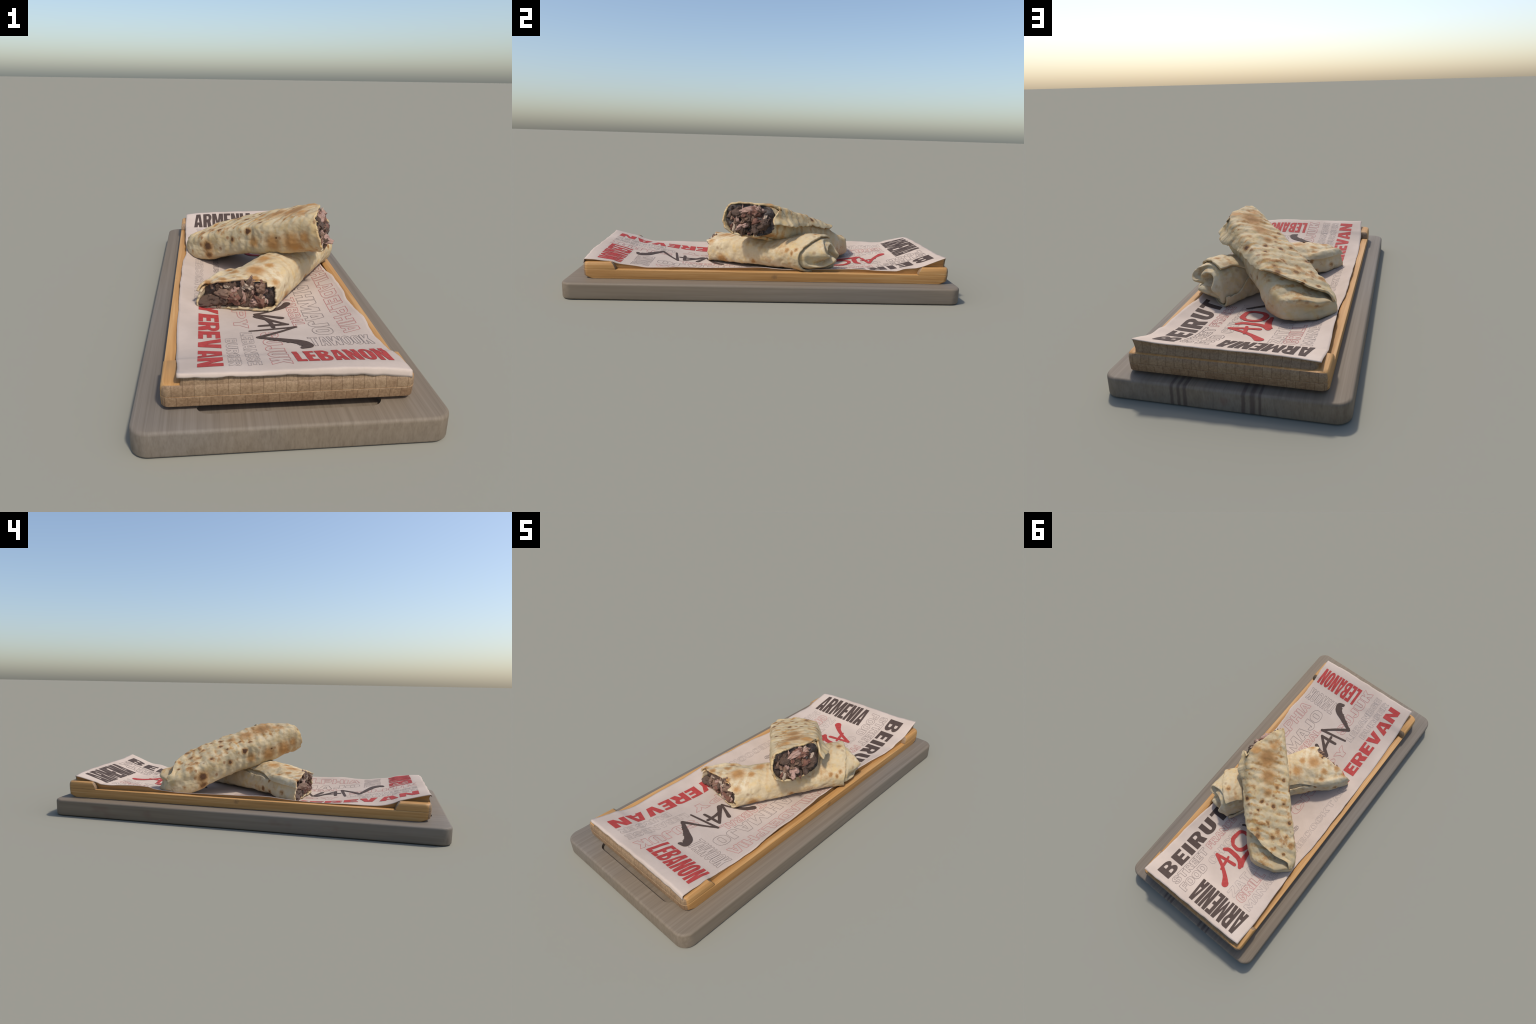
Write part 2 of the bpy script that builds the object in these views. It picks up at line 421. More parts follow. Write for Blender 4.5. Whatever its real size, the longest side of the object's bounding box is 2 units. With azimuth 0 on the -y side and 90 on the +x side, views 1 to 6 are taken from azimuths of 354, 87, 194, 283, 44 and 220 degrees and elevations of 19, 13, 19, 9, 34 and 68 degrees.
def glyph(ch, s=.34, b=.2):
    """heavy block letter in a cell of width w and height 1: list of closed outlines, and w.
    s: thickness of upright stems, b: thickness of level bars"""
    w = {"I": s, "M": 1.3, "W": 1.45, "E": .78, "L": .74, "F": .76, "J": .72}.get(ch, .98)
    h = .5
    E = lambda: [(0,0),(w,0),(w,b),(s,b),(s,h-b/2),(w*.9,h-b/2),(w*.9,h+b/2),(s,h+b/2),(s,1-b),(w,1-b),(w,1),(0,1)]
    if ch == "E": return [E()], w
    if ch == "F": return [[(0,0),(s,0),(s,.4),(w*.9,.4),(w*.9,.4+b),(s,.4+b),(s,1-b),(w,1-b),(w,1),(0,1)]], w
    if ch == "L": return [[(0,0),(w,0),(w,b),(s,b),(s,1),(0,1)]], w
    if ch == "I": return [[(0,0),(s,0),(s,1),(0,1)]], w
    if ch == "T": return [[((w-s)/2,0),((w+s)/2,0),((w+s)/2,1-b),(w,1-b),(w,1),(0,1),(0,1-b),((w-s)/2,1-b)]], w
    if ch == "H": return [[(0,0),(s,0),(s,h-b/2),(w-s,h-b/2),(w-s,0),(w,0),(w,1),(w-s,1),(w-s,h+b/2),(s,h+b/2),(s,1),(0,1)]], w
    if ch == "N": return [[(0,0),(s*.9,0),(s*.9,.55),(w-s,0),(w,0),(w,1),(w-s*.9,1),(w-s*.9,.45),(s,1),(0,1)]], w
    if ch == "Z": return [[(0,0),(w,0),(w,b),(s*1.2,b),(w,1-b),(w,1),(0,1),(0,1-b),(w-s*1.2,1-b),(0,b)]], w
    if ch == "M": return [[(0,0),(s*.85,0),(s*.85,.6),(w/2-.16*s,.06),(w/2+.16*s,.06),(w-s*.85,.6),(w-s*.85,0),(w,0),(w,1),(w-s*1.15,1),(w/2,.46),(s*1.15,1),(0,1)]], w
    if ch == "W": return [[(w*.14,0),(w*.38,0),(w*.5,.5),(w*.62,0),(w*.86,0),(w,1),(w-s*.8,1),(w*.76,.42),(w*.60,1),(w*.40,1),(w*.24,.42),(s*.8,1),(0,1)]], w
    if ch == "V": return [[(w*.5-s*.55,0),(w*.5+s*.55,0),(w,1),(w-s*1.02,1),(w*.5,.36),(s*1.02,1),(0,1)]], w
    if ch == "Y": return [[((w-s)/2,0),((w+s)/2,0),((w+s)/2,.4),(w,1),(w-s*1.05,1),(w/2,.62),(s*1.05,1),(0,1),((w-s)/2,.4)]], w
    if ch == "K": return [[(0,0),(s,0),(s,.32),(s*1.15,.42),(w-s*1.05,0),(w,0),(w*.72,.56),(w,1),(w-s*1.05,1),(s,.62),(s,1),(0,1)]], w
    if ch == "A":
        return [[(0,0),(s,0),(s*1.12,.18),(w-s*1.12,.18),(w-s,0),(w,0),(w/2+s*.62,1),(w/2-s*.62,1)],
                [(w/2-w*.13,.36),(w/2+w*.13,.36),(w/2,.76)]], w
    if ch == "O": return [round_box(0,w,0,1,w*.48,.34), round_box(s,w-s,b*.9,1-b*.9,max(.03,(w-2*s)*.48),.14)], w
    if ch == "D": return [[(0,0)] + arc(w*.55,.36,w*.45,.36,-90,0) + arc(w*.55,.64,w*.45,.36,0,90) + [(0,1)],
                          [(s,b)] + arc(w-s-.12,b+.16,.12,.16,-90,0,3) + arc(w-s-.12,1-b-.16,.12,.16,0,90,3) + [(s,1-b)]], w
    if ch in "CG":
        o = [(w,.36)] + arc(w/2,.32,w/2,.32,0,-90)[1:] + arc(w/2,.32,w/2,.32,-90,-180)[1:] + arc(w/2,.68,w/2,.32,180,90) + arc(w/2,.68,w/2,.32,90,0)[1:]
        o += [(w,.62),(w-s,.62),(w-s,.72)] + arc(w/2,.74,w/2-s,.1,0,180,4) + arc(w/2,.26,w/2-s,.1,180,360,4)
        o += [(w-s,.36)] if ch == "C" else [(w-s,.36),(w*.55,.36),(w*.55,.5),(w,.5)]
        return [o], w
    if ch == "U": return [[(0,1)] + arc(w/2,.34,w/2,.34,180,360,10) + [(w,1),(w-s,1)] + arc(w/2,.34,w/2-s,.34-b,0,-180,8) + [(s,1)]], w
    if ch == "J": return [[(0,.34)] + arc(w/2,.32,w/2,.32,180,360,10) + [(w,1),(w-s,1)] + arc(w/2,.32,w/2-s*.95,.32-b,0,-180,8) + [(s*.95,.34)]], w
    if ch == "P": return [[(0,0),(s,0),(s,.36),(w*.6,.36)] + arc(w*.6,.68,w*.4,.32,-90,90,8) + [(0,1)],
                          [(s,.56)] + arc(w*.6,.69,w*.4-s*.8,.12,-90,90,5) + [(s,.82)]], w
    if ch == "R": return [[(0,0),(s,0),(s,.36),(s*1.15,.36),(w-s*1.1,0),(w,0),(w*.84,.44)] + arc(w*.58,.72,w*.42,.28,-40,90,7) + [(0,1)],
                          [(s,.57)] + arc(w*.58,.70,w*.42-s*.85,.12,-90,90,5) + [(s,.83)]], w
    if ch == "B": return [[(0,0)] + arc(w*.6,.27,w*.4,.27,-90,60,7) + arc(w*.56,.76,w*.4,.24,-60,90,7) + [(0,1)],
                          [(s,.16)] + arc(w*.58,.28,.10,.10,-90,90,4) + [(s,.39)], [(s,.62)] + arc(w*.56,.73,.09,.10,-90,90,4) + [(s,.84)]], w
    if ch == "S":
        o = [(0,.34)] + arc(w/2,.28,w/2,.28,180,360,8) + [(w,.36)] + arc(w*.62,.42,w*.38,.16,0,60,3)
        o += [(s,.66),(s,.74)] + arc(w/2,.76,w/2-s,.10,170,10,5) + [(w-s,.64),(w,.64)] + arc(w/2,.72,w/2,.28,0,180,8) + [(0,.64)]
        o += arc(w*.38,.58,w*.38,.14,180,240,3) + [(w-s,.36),(w-s,.28)] + arc(w/2,.26,w/2-s,.11,-10,-170,5) + [(s,.34)]
        return [o], w
    return [[(0,0),(w,0),(w,1),(0,1)]], w

def subdivide_line(pts, step_len):
    out = []
    for (a, b) in zip(pts, pts[1:] + pts[:1]):
        n = max(1, int(math.hypot(b[0] - a[0], b[1] - a[1]) / step_len))
        out += [(a[0] + (b[0] - a[0]) * i / n, a[1] + (b[1] - a[1]) * i / n) for i in range(n)]
    return out

def place_word(text, origin, read, up, length, height, s, b, gap):
    """outlines of a word in sheet coordinates; read/up are unit direction vectors"""
    x, cells = 0.0, []
    for ch in text:
        loops, w = glyph(ch, s, b)
        cells.append((loops, x)); x += w + gap
    total = x - gap
    kx = length / total
    res = []
    for loops, x0 in cells:
        res.append([[(origin[0] + read[0] * (px + x0) * kx + up[0] * py * height,
                      origin[1] + read[1] * (px + x0) * kx + up[1] * py * height) for px, py in lp] for lp in loops])
    return res

def drape_mesh(name, bm, mat, lift=.0011):
    for v in bm.verts:
        v.co.z = paper_z(v.co.x, v.co.y) + lift
    bm.normal_update()
    for f in bm.faces:
        if f.normal.z < 0:
            f.normal_flip()
    me = bpy.data.meshes.new(name)
    bm.to_mesh(me); bm.free()
    me.materials.append(mat)
    ob = bpy.data.objects.new(name, me)
    coll.objects.link(ob); ob.parent = paper_root
    return ob

def solid_loops(name, loops, mat, lift=.0011):
    """fill one letter (outer outline and holes), then cut it fine enough to follow the sheet"""
    cu = bpy.data.curves.new(name, "CURVE"); cu.dimensions = "2D"; cu.fill_mode = "BOTH"
    for lp in loops:
        sp = cu.splines.new("POLY"); sp.points.add(len(lp) - 1)
        for p, (x, y) in zip(sp.points, lp):
            p.co = (x, y, 0, 1)
        sp.use_cyclic_u = True
    ob = bpy.data.objects.new(name, cu); coll.objects.link(ob)
    dg = bpy.context.evaluated_depsgraph_get()
    me = bpy.data.meshes.new_from_object(ob.evaluated_get(dg))
    bpy.data.objects.remove(ob); bpy.data.curves.remove(cu)
    bm = bmesh.new(); bm.from_mesh(me); bpy.data.meshes.remove(me)
    bmesh.ops.remove_doubles(bm, verts=bm.verts, dist=1e-5)
    for _ in range(3):
        long = [e for e in bm.edges if e.calc_length() > .016]
        if not long: break
        bmesh.ops.subdivide_edges(bm, edges=long, cuts=1)
        bmesh.ops.triangulate(bm, faces=bm.faces)
    return drape_mesh(name, bm, mat, lift)

def outline_word(name, cells, mat, width, lift=.0009):
    bm = bmesh.new()
    for loops in cells:
        for lp in loops:
            pts = subdivide_line(lp, .014)
            n = len(pts); L = []; R = []
            for i in range(n):
                p0, p1, p2 = pts[i - 1], pts[i], pts[(i + 1) % n]
                d1 = Vector((p1[0] - p0[0], p1[1] - p0[1])); d2 = Vector((p2[0] - p1[0], p2[1] - p1[1]))
                if d1.length < 1e-7: d1 = d2
                if d2.length < 1e-7: d2 = d1
                d1.normalize(); d2.normalize()
                n1 = Vector((-d1.y, d1.x)); n2 = Vector((-d2.y, d2.x))
                m = n1 + n2
                m = m.normalized() if m.length > 1e-6 else n1
                k = width / 2 / max(.45, m.dot(n1))
                L.append(bm.verts.new((p1[0] + m.x * k, p1[1] + m.y * k, 0)))
                R.append(bm.verts.new((p1[0] - m.x * k, p1[1] - m.y * k, 0)))
            for i in range(n):
                j = (i + 1) % n
                bm.faces.new((L[i], L[j], R[j], R[i]))
    ob = drape_mesh(name, bm, mat, lift)
    ob["kind"] = "stuff"
    return ob

EAST, NORTH, SOUTH = (1, 0), (0, 1), (0, -1)
def solid_word(text, *args, mat):
    for loops in place_word(text, *args):
        solid_loops("printed_letter", loops, mat)

solid_word("LEBANON", (.027, -.846), EAST, NORTH, .297, .117, .40, .17, .09, mat=M_RED)
solid_word("ARMENIA", (-.300, .767), EAST, NORTH, .350, .138, .40, .16, .09, mat=M_DARK)
solid_word("YEREVAN", (-.270, -.232), SOUTH, EAST, .627, .077, .36, .22, .07, mat=M_RED)
solid_word("BEIRUT", (.203, .900), SOUTH, EAST, .545, .088, .38, .21, .16, mat=M_DARK)

W1 = .0021
for text, org, length, height, mat, s, b, gap in (
        ("PHILADELPHIA", (.248, .13), .695, .062, M_RED_LINE, .30, .24, .10),
        ("LAHMAJO", (.140, .03), .598, .074, M_DARK_LINE, .34, .2, .09),
        ("TABBAL", (.084, -.165), .297, .045, M_RED_LINE, .30, .2, .05),
        ("SUJUK", (-.051, -.520), .342, .062, M_RED_LINE, .36, .2, .12),
        ("LEBANESE", (-.121, -.515), .345, .041, M_FAINT_LINE, .3, .22, .11),
        ("BURGER", (-.177, -.578), .282, .038, M_FAINT_LINE, .3, .22, .10),
        ("CRISPY", (-.138, .10), .565, .053, M_RED_LINE, .34, .2, .12),
        ("THECOCKTAIL", (-.287, .36), .600, .036, M_FAINT_LINE, .3, .2, .14),
        ("HUMMUS", (-.200, .42), .265, .024, M_DARK_LINE, .3, .2, .1),
        ("STREET", (.140, .893), .268, .049, M_DARK_LINE, .3, .22, .08),
        ("FOOD", (.074, .892), .190, .052, M_DARK_LINE, .3, .22, .09),
        ("FRANCE", (.142, .605), .248, .043, M_RED_LINE, .3, .22, .09),
        ("CHICKEN", (.064, .668), .345, .049, M_FAINT_LINE, .3, .2, .14),
        ("ZATAR", (-.163, .742), .270, .056, M_FAINT_LINE, .32, .2, .10),
        ("GRILL", (-.224, .738), .215, .058, M_RED_LINE, .32, .2, .09),
        ("MANAISH", (-.285, .748), .330, .046, M_FAINT_LINE, .3, .2, .08)):
    outline_word("outlined_word", place_word(text, org, SOUTH, EAST, length, height, s, b, gap), mat, W1 if mat is not M_FAINT_LINE else .0019)
outline_word("outlined_word", place_word("TAWOOK", (.106, -.682), EAST, NORTH, .214, .088, .34, .14, .06), M_DARK_LINE, .0018)

def brush(name, pts, mat, lift=.0016, rough=.0):
    """hand-lettered stroke: (x, y, half-width) control points, smooth, round ends"""
    f = smooth_table([(float(i), *p) for i, p in enumerate(pts)])
    n = 10 * (len(pts) - 1)
    P = [f(i / 10) for i in range(n + 1)]
    Lf, Rt = [], []
    for i, p in enumerate(P):
        a, b = P[max(0, i - 1)], P[min(n, i + 1)]
        d = Vector((b[0] - a[0], b[1] - a[1])).normalized()
        w = p[2] * (1 + .08 * fbm(p[0] * 60, p[1] * 60, 0, 2))
        w2 = w + rough * abs(fbm(p[0] * 130, p[1] * 130, 3, 2))
        Lf.append((p[0] - d.y * w, p[1] + d.x * w)); Rt.append((p[0] + d.y * w2, p[1] - d.x * w2))
    def cap(p, sgn, d):
        a0 = math.atan2(d[1], d[0])
        return [(p[0] + p[2] * math.cos(a0 + math.radians(t)), p[1] + p[2] * math.sin(a0 + math.radians(t))) for t in (60, 30, 0, -30, -60)]
    d1 = (P[-1][0] - P[-2][0], P[-1][1] - P[-2][1]); d0 = (P[0][0] - P[1][0], P[0][1] - P[1][1])
    loop = Lf + cap(P[-1], 1, d1) + Rt[::-1] + cap(P[0], -1, d0)
    rings = Lf, Rt
    bm = bmesh.new()
    A = [bm.verts.new((*p, 0)) for p in Lf]; B = [bm.verts.new((*p, 0)) for p in Rt]
    Cc = [bm.verts.new((p[0], p[1], 0)) for p in P]
    for i in range(n):
        bm.faces.new((A[i], A[i+1], Cc[i+1], Cc[i])); bm.faces.new((Cc[i], Cc[i+1], B[i+1], B[i]))
    e1 = [bm.verts.new((*p, 0)) for p in cap(P[-1], 1, d1)]
    bm.faces.new([A[n]] + e1 + [B[n], Cc[n]])
    e0 = [bm.verts.new((*p, 0)) for p in cap(P[0], -1, d0)]
    bm.faces.new([B[0]] + e0 + [A[0], Cc[0]])
    return drape_mesh(name, bm, mat, lift)

brush_strokes = (
    # dark brush letters at the front: V, A, N with a long tail
    (M_DARK, [(.094, -.228, .015), (.068, -.262, .013), (.0, -.305, .006), (-.050, -.323, .006)], .0016, 0),
    (M_DARK, [(.052, -.366, .011), (.02, -.352, .009), (-.050, -.323, .005)], .0019, 0),
    (M_DARK, [(.062, -.440, .008), (.01, -.392, .010), (-.044, -.343, .015)], .0016, 0),
    (M_DARK, [(.062, -.440, .008), (.0, -.443, .009), (-.043, -.447, .008)], .0019, 0),
    (M_DARK, [(-.010, -.376, .008), (.002, -.42, .008), (.006, -.468, .008)], .0022, 0),
    (M_DARK, [(.087, -.473, .008), (.0, -.487, .007), (-.084, -.501, .006)], .0016, 0),
    (M_DARK, [(.087, -.473, .006), (.01, -.530, .008), (-.060, -.574, .010)], .0019, 0),
    (M_DARK, [(-.060, -.574, .008), (.02, -.614, .014), (.078, -.648, .020), (.096, -.680, .016), (.072, -.696, .008)], .0022, .010),
    # red brush letters at the back: A, a J-like stroke and O
    (M_RED, [(.092, .606, .009), (.02, .640, .010), (-.035, .678, .013), (-.066, .712, .021)], .0016, 0),
    (M_RED, [(.092, .606, .009), (.03, .596, .009), (-.034, .588, .010)], .0019, 0),
    (M_RED, [(.012, .658, .006), (.018, .62, .009), (.026, .575, .007)], .0022, 0),
    (M_RED, [(.078, .552, .010), (.048, .537, .013), (-.010, .540, .014), (-.050, .555, .014), (-.068, .580, .012)], .0016, 0),
    (M_RED, [(-.050, .440, .007), (-.052, .500, .012), (-.060, .548, .015), (-.074, .566, .010)], .0019, .014),
    (M_RED, [(.055, .498, .010), (.081, .462, .013), (.077, .412, .011), (.045, .392, .010), (.0, .400, .011), (-.021, .435, .013), (-.012, .480, .013), (.020, .503, .011), (.055, .498, .010)], .0022, 0),
    (M_DARK, [(.089, .360, .007), (.05, .335, .009), (.0, .305, .010)], .0016, 0),
)
for mat, pts, lift, rough in brush_strokes:
    brush("brush_stroke", pts, mat, lift, rough)

# ------------------------------------------------------------------ bamboo serving tray
tray_root = empty("serving_tray", "bamboo serving tray with raised end blocks and warm strip grain", "wooden tray")
TX0, TX1, TY0, TY1 = -.377, .372, -.911, .960
def wobble(ob, amp, freq, seed):
    for v in ob.data.vertices:
        c = v.co
        v.co = c + Vector((fbm(c.x * freq, c.y * freq, c.z * freq, 2, seed), fbm(c.x * freq, c.y * freq, c.z * freq, 2, seed + 9), .5 * fbm(c.x * freq, c.y * freq, c.z * freq, 2, seed + 17))) * amp

def tray_slab():
    rings = bevelled_rings(TX0, TX1, TY0, TY1, .030, BOARD_TOP + .0015, .1300, .002, .006, 8)
    # both ends are undercut, so that they lift off the board
    for k, ins in ((0, .030), (1, .022), (2, .015), (3, .009), (4, .004)):
        pts, z = rings[k]
        rings[k] = (rounded_rect(TX0 + .002, TX1 - .002, TY0 + ins, TY1 - ins, .026, 8), BOARD_TOP + .0015 + .0035 * k)
    # sunken bed between the side rails, hidden by the paper
    for x, z in ((.034, .1300), (.040, .1260), (.042, .0855)):
        rings.append((rounded_rect(TX0 + x, TX1 - x, TY0 + .05, TY1 - .05, .012, 8), z))
    return prism("tray_base", rings, [M_WOOD], tray_root)
tray_slab()

def end_block(y_in, y_out):
    """full-width block with a sloping inner face and rounded outer corners"""
    out = 1 if y_out > y_in else -1
    rings = []
    prof = [(0, .1310, 0), (0, .1365, 0), (.2, .148, .0), (.55, .160, .002), (.9, .1655, .006), (1, .1675, .013)]
    for sl, z, ins in prof:
        yi = y_in + out * .022 * sl
        y0, y1 = (yi, y_out - out * (ins + .0006))
        lo, hi = min(y0, y1), max(y0, y1)
        r_in, r_out = .003, .028
        pts = []
        x0, x1 = TX0 + ins + .0006, TX1 - ins - .0006
        for cx, sx, cy, sy in ((x1, -1, hi, -1), (x0, 1, hi, -1), (x0, 1, lo, 1), (x1, -1, lo, 1)):
            r = r_out if (cy == hi) == (out > 0) else r_in
            a0 = {(-1, -1): 0, (1, -1): 90, (1, 1): 180, (-1, 1): 270}[(sx, sy)]
            for i in range(7):
                a = math.radians(a0 + 15 * i)
                pts.append((cx + sx * r + r * math.cos(a), cy + sy * r + r * math.sin(a)))
        rings.append((pts, z))
    return prism("end_block", rings, [M_WOOD], tray_root)
end_block(.797, TY1)
end_block(-.747, TY0)

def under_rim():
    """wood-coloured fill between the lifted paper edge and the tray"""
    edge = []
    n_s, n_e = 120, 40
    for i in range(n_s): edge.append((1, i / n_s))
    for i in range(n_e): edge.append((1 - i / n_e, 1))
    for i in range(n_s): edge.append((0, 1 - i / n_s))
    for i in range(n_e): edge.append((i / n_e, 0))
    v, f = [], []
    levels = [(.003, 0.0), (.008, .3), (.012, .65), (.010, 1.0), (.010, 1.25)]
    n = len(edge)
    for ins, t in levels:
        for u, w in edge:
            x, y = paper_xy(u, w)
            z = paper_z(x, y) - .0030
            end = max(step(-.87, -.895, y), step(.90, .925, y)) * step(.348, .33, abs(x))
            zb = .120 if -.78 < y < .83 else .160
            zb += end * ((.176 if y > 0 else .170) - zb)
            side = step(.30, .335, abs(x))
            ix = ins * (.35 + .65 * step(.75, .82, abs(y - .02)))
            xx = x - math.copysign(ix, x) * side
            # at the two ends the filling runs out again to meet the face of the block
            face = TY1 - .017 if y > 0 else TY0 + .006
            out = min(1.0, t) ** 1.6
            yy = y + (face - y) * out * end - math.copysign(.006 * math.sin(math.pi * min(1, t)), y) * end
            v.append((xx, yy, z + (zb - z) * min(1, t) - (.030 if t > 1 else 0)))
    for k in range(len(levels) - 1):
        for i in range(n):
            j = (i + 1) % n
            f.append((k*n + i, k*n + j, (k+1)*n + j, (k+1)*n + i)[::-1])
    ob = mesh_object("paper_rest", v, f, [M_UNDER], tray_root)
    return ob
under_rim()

# ------------------------------------------------------------------ meat wraps
class Roll:
    """a rolled flat bread: cross-sections (template u in -1..1, v in 0..1) swept along a line on plan"""
    def __init__(self, org, ax, stations, templates, weights, cut_slant, end_slant, tilt, top_tilt, cut_lean, seed, length):
        self.org = np.array(org); self.ax = np.array(ax) / np.hypot(*ax)
        self.q = np.array((self.ax[1], -self.ax[0]))
        self.st = smooth_table(stations)
        self.cut, self.end, self.tilt, self.seed, self.length = cut_slant, end_slant, tilt, seed, length
        self.top_tilt, self.lean = top_tilt, cut_lean
        self.tps = [np.array(t, float) for t in templates]; self.wf = weights
        self.n = len(self.tps[0])
    def tmpl(self, t, s):
        """periodic Catmull-Rom through the section template, blended along the roll"""
        self.tp = sum(w * p for w, p in zip(self.wf(s), self.tps))
        n = self.n; x = (t % 1.0) * n; i = int(x) % n; f = x - int(x)
        p0, p1, p2, p3 = self.tp[i - 1], self.tp[i], self.tp[(i + 1) % n], self.tp[(i + 2) % n]
        return .5 * ((2*p1) + (p2 - p0) * f + (2*p0 - 5*p1 + 4*p2 - p3) * f*f + (3*p1 - p0 - 3*p2 + p3) * f**3)
    def raw(self, s, t, zt_fn=None, squeeze=None):
        qL, qR, zB, zT = self.st(s)
        if zt_fn: zT = zt_fn(s, zT)
        u, v = self.tmpl(t, s)
        q = (qL + qR) / 2 + u * (qR - qL) / 2
        z = zB + v * (zT - zB) + self.tilt * step(.1, .7, s) * q * (1 - v) + self.top_tilt * step(-.04, .22, s) * q * v
        ss = s + (self.cut * q + self.lean * (v - .45)) * (1 - step(0, .26, s)) + self.end(q) * step(self.length * .6, self.length, s)
        x, y = self.org + self.ax * ss + self.q * q
        return np.array((x, y, z))
    def at(self, s, t, d=0.0, zt_fn=None):
        p = self.raw(s, t, zt_fn)
        e = .004
        a = self.raw(min(s + e, self.length + .05), t, zt_fn) - self.raw(max(s - e, -.03), t, zt_fn)
        b = self.raw(s, t + .006, zt_fn) - self.raw(s, t - .006, zt_fn)
        nrm = np.cross(a, b); L = np.linalg.norm(nrm)
        nrm = nrm / L if L > 1e-9 else np.array((0, 0, 1.))
        return p, nrm
    def frame(self, p):
        r = np.array(p[:2]) - self.org
        return float(r @ self.ax), float(r @ self.q)

def wrinkle(r, p, s, q, ridge):
    w = .0044 * fbm(p[0] * 11, p[1] * 11, p[2] * 11, 4, r.seed) - .0024 * max(0, .28 - abs(fbm(p[0] * 8, p[1] * 8, p[2] * 8, 2, r.seed + 12))) / .28 + .0022 * fbm(p[0] * 34, p[1] * 34, p[2] * 34, 3, r.seed + 5)
    w += ridge * math.sin(s * 128 + q * 38 + 3.0 * fbm(p[0] * 6, p[1] * 6, 0, 2, r.seed)) * step(.15, .24, p[2])
    return w

def build_body(r, name, mat, parent, d, s0, s1, cap, ns=120, nt=120, jag=.010, ridge=.0, zt_fn=None, inset=lambda s, u, v: 0):
    """closed inner roll from the cut to the folded end; cap: list of (scale q, scale z, ds, twist)"""
    v, f = [], []
    rows = 0
    for i in range(ns + 1):
        s = s0 + (s1 - s0) * i / ns
        for j in range(nt):
            t = j / nt
            sj = s + (jag * fbm(t * 40, 1.7, 0, 3, r.seed) * (1 - step(0, .05, s - s0)))
            p, n = r.at(sj, t, zt_fn=zt_fn)
            ss, q = r.frame(p)
            uu, vv = r.tmpl(t, sj)
            v.append(p + n * (d - inset(sj, uu, vv) + wrinkle(r, p, ss, q, ridge)))
        rows += 1
    ring = np.array(v[-nt:])
    c = ring.mean(0)
    a3 = np.array((*r.ax, 0))
    q3 = np.array((*r.q, 0))
    for (kq, kz, ds, fold, oq, oz) in cap:
        for j in range(nt):
            rel = ring[j] - c
            qq = rel @ q3; zz = rel[2]; aa = rel @ a3
            th = math.atan2(zz * 1.6, qq)
            if fold == "gather":
                p = c + q3 * qq * kq + np.array((0, 0, zz * kz + .02 * (1 - kq))) + a3 * (aa * kq + ds + gathered(th, kq))
                v.append(p + np.array((1, 1, 1)) * .002 * fbm(p[0] * 26, p[1] * 26, p[2] * 26, 3, r.seed + 2))
                continue
            wob = fold * (math.sin(3 * th + r.seed) + .6 * math.sin(5 * th + 1.3 * r.seed))
            k = 1 + wob * 2.5
            p = c + q3 * (qq * kq * k + oq) + np.array((0, 0, zz * kz * k + oz)) + a3 * (aa * kq + ds + wob * .35)
            p = p + np.array((1, 1, 1)) * .0022 * fbm(p[0] * 26, p[1] * 26, p[2] * 26, 3, r.seed + 2)
            v.append(p)
        rows += 1
    for i in range(rows - 1):
        for j in range(nt):
            k = (j + 1) % nt
            f.append(((i+1)*nt + j, (i+1)*nt + k, i*nt + k, i*nt + j))
    f.append(tuple(reversed(range((rows - 1) * nt, rows * nt))))
    return mesh_object(name, v, f, [mat], parent)

def folded_end(depth):
    """rings of a bulging end: scale, scale, reach outward, fold strength, offsets"""
    out = []
    for i in range(1, 27):
        k = 1 - i / 27
        out.append((k, k, depth * (1 - k ** 2.3), "gather", 0, 0))
    return out

def gathered(th, k):
    """relief of dough gathered into a twist: three big overlapping tucks and a hollow left of centre"""
    x, z = k * math.cos(th), k * math.sin(th)
    d = math.hypot(x + .34, z - .16)
    swirl = th + 2.2 * (1 - k)
    saw = ((swirl * 3 / (2 * math.pi)) % 1.0)
    tuck = (step(0, .74, saw) * step(1.0, .74, saw) - .4) * step(0, .35, k) * step(1.0, .8, k)
    return -.105 * math.exp(-(d / .30) ** 2) + .046 * tuck * step(.15, .5, d)

def build_wrap(r, name, mat, parent, d, s0, s1_fn, t_a, t_b, lift_fn, ns=170, nt=190, jag=.013, ridge=.0, zt_fn=None, thick=.0095, tear_fn=lambda t: 0):
    """outer sheet from template position t_a(s) (its free edge) to t_b(s)"""
    v, f = [], []
    for i in range(ns + 1):
        for j in range(nt + 1):
            w = j / nt
            s_end = s1_fn(w)
            sg = s0 + (s_end - s0) * i / ns
            t = t_a(sg) + (t_b(sg) - t_a(sg)) * w
            near = 1 - step(0, .05, sg - s0)
            far = step(s_end - .04, s_end, sg)
            s = sg + (jag * (fbm(t * 16, .3, 0, 5, r.seed + 1) - .1) + tear_fn(t)) * near + .004 * fbm(t * 20, .9, 0, 3, r.seed + 4) * far
            t += .012 * fbm(sg * 22, 5.1, 0, 3, r.seed) * (1 - step(0, .12, w))
            p, n = r.at(s, t, zt_fn=zt_fn)
            ss, q = r.frame(p)
            off = lift_fn(sg, w, t)
            v.append(p + n * (d + off[0] + wrinkle(r, p, ss, q, ridge)) + np.array((*r.q, 0)) * off[1] + np.array((0, 0, off[2])))
    for i in range(ns):
        for j in range(nt):
            a = i * (nt + 1) + j
            f.append((a + nt + 1, a + nt + 2, a + 1, a))
    ob = mesh_object(name, v, f, [mat], parent)
    so = ob.modifiers.new("thickness", "SOLIDIFY"); so.thickness = thick; so.offset = -1
    freeze(ob)
    ob.data.polygons.foreach_set("use_smooth", [True] * len(ob.data.polygons))
    return ob

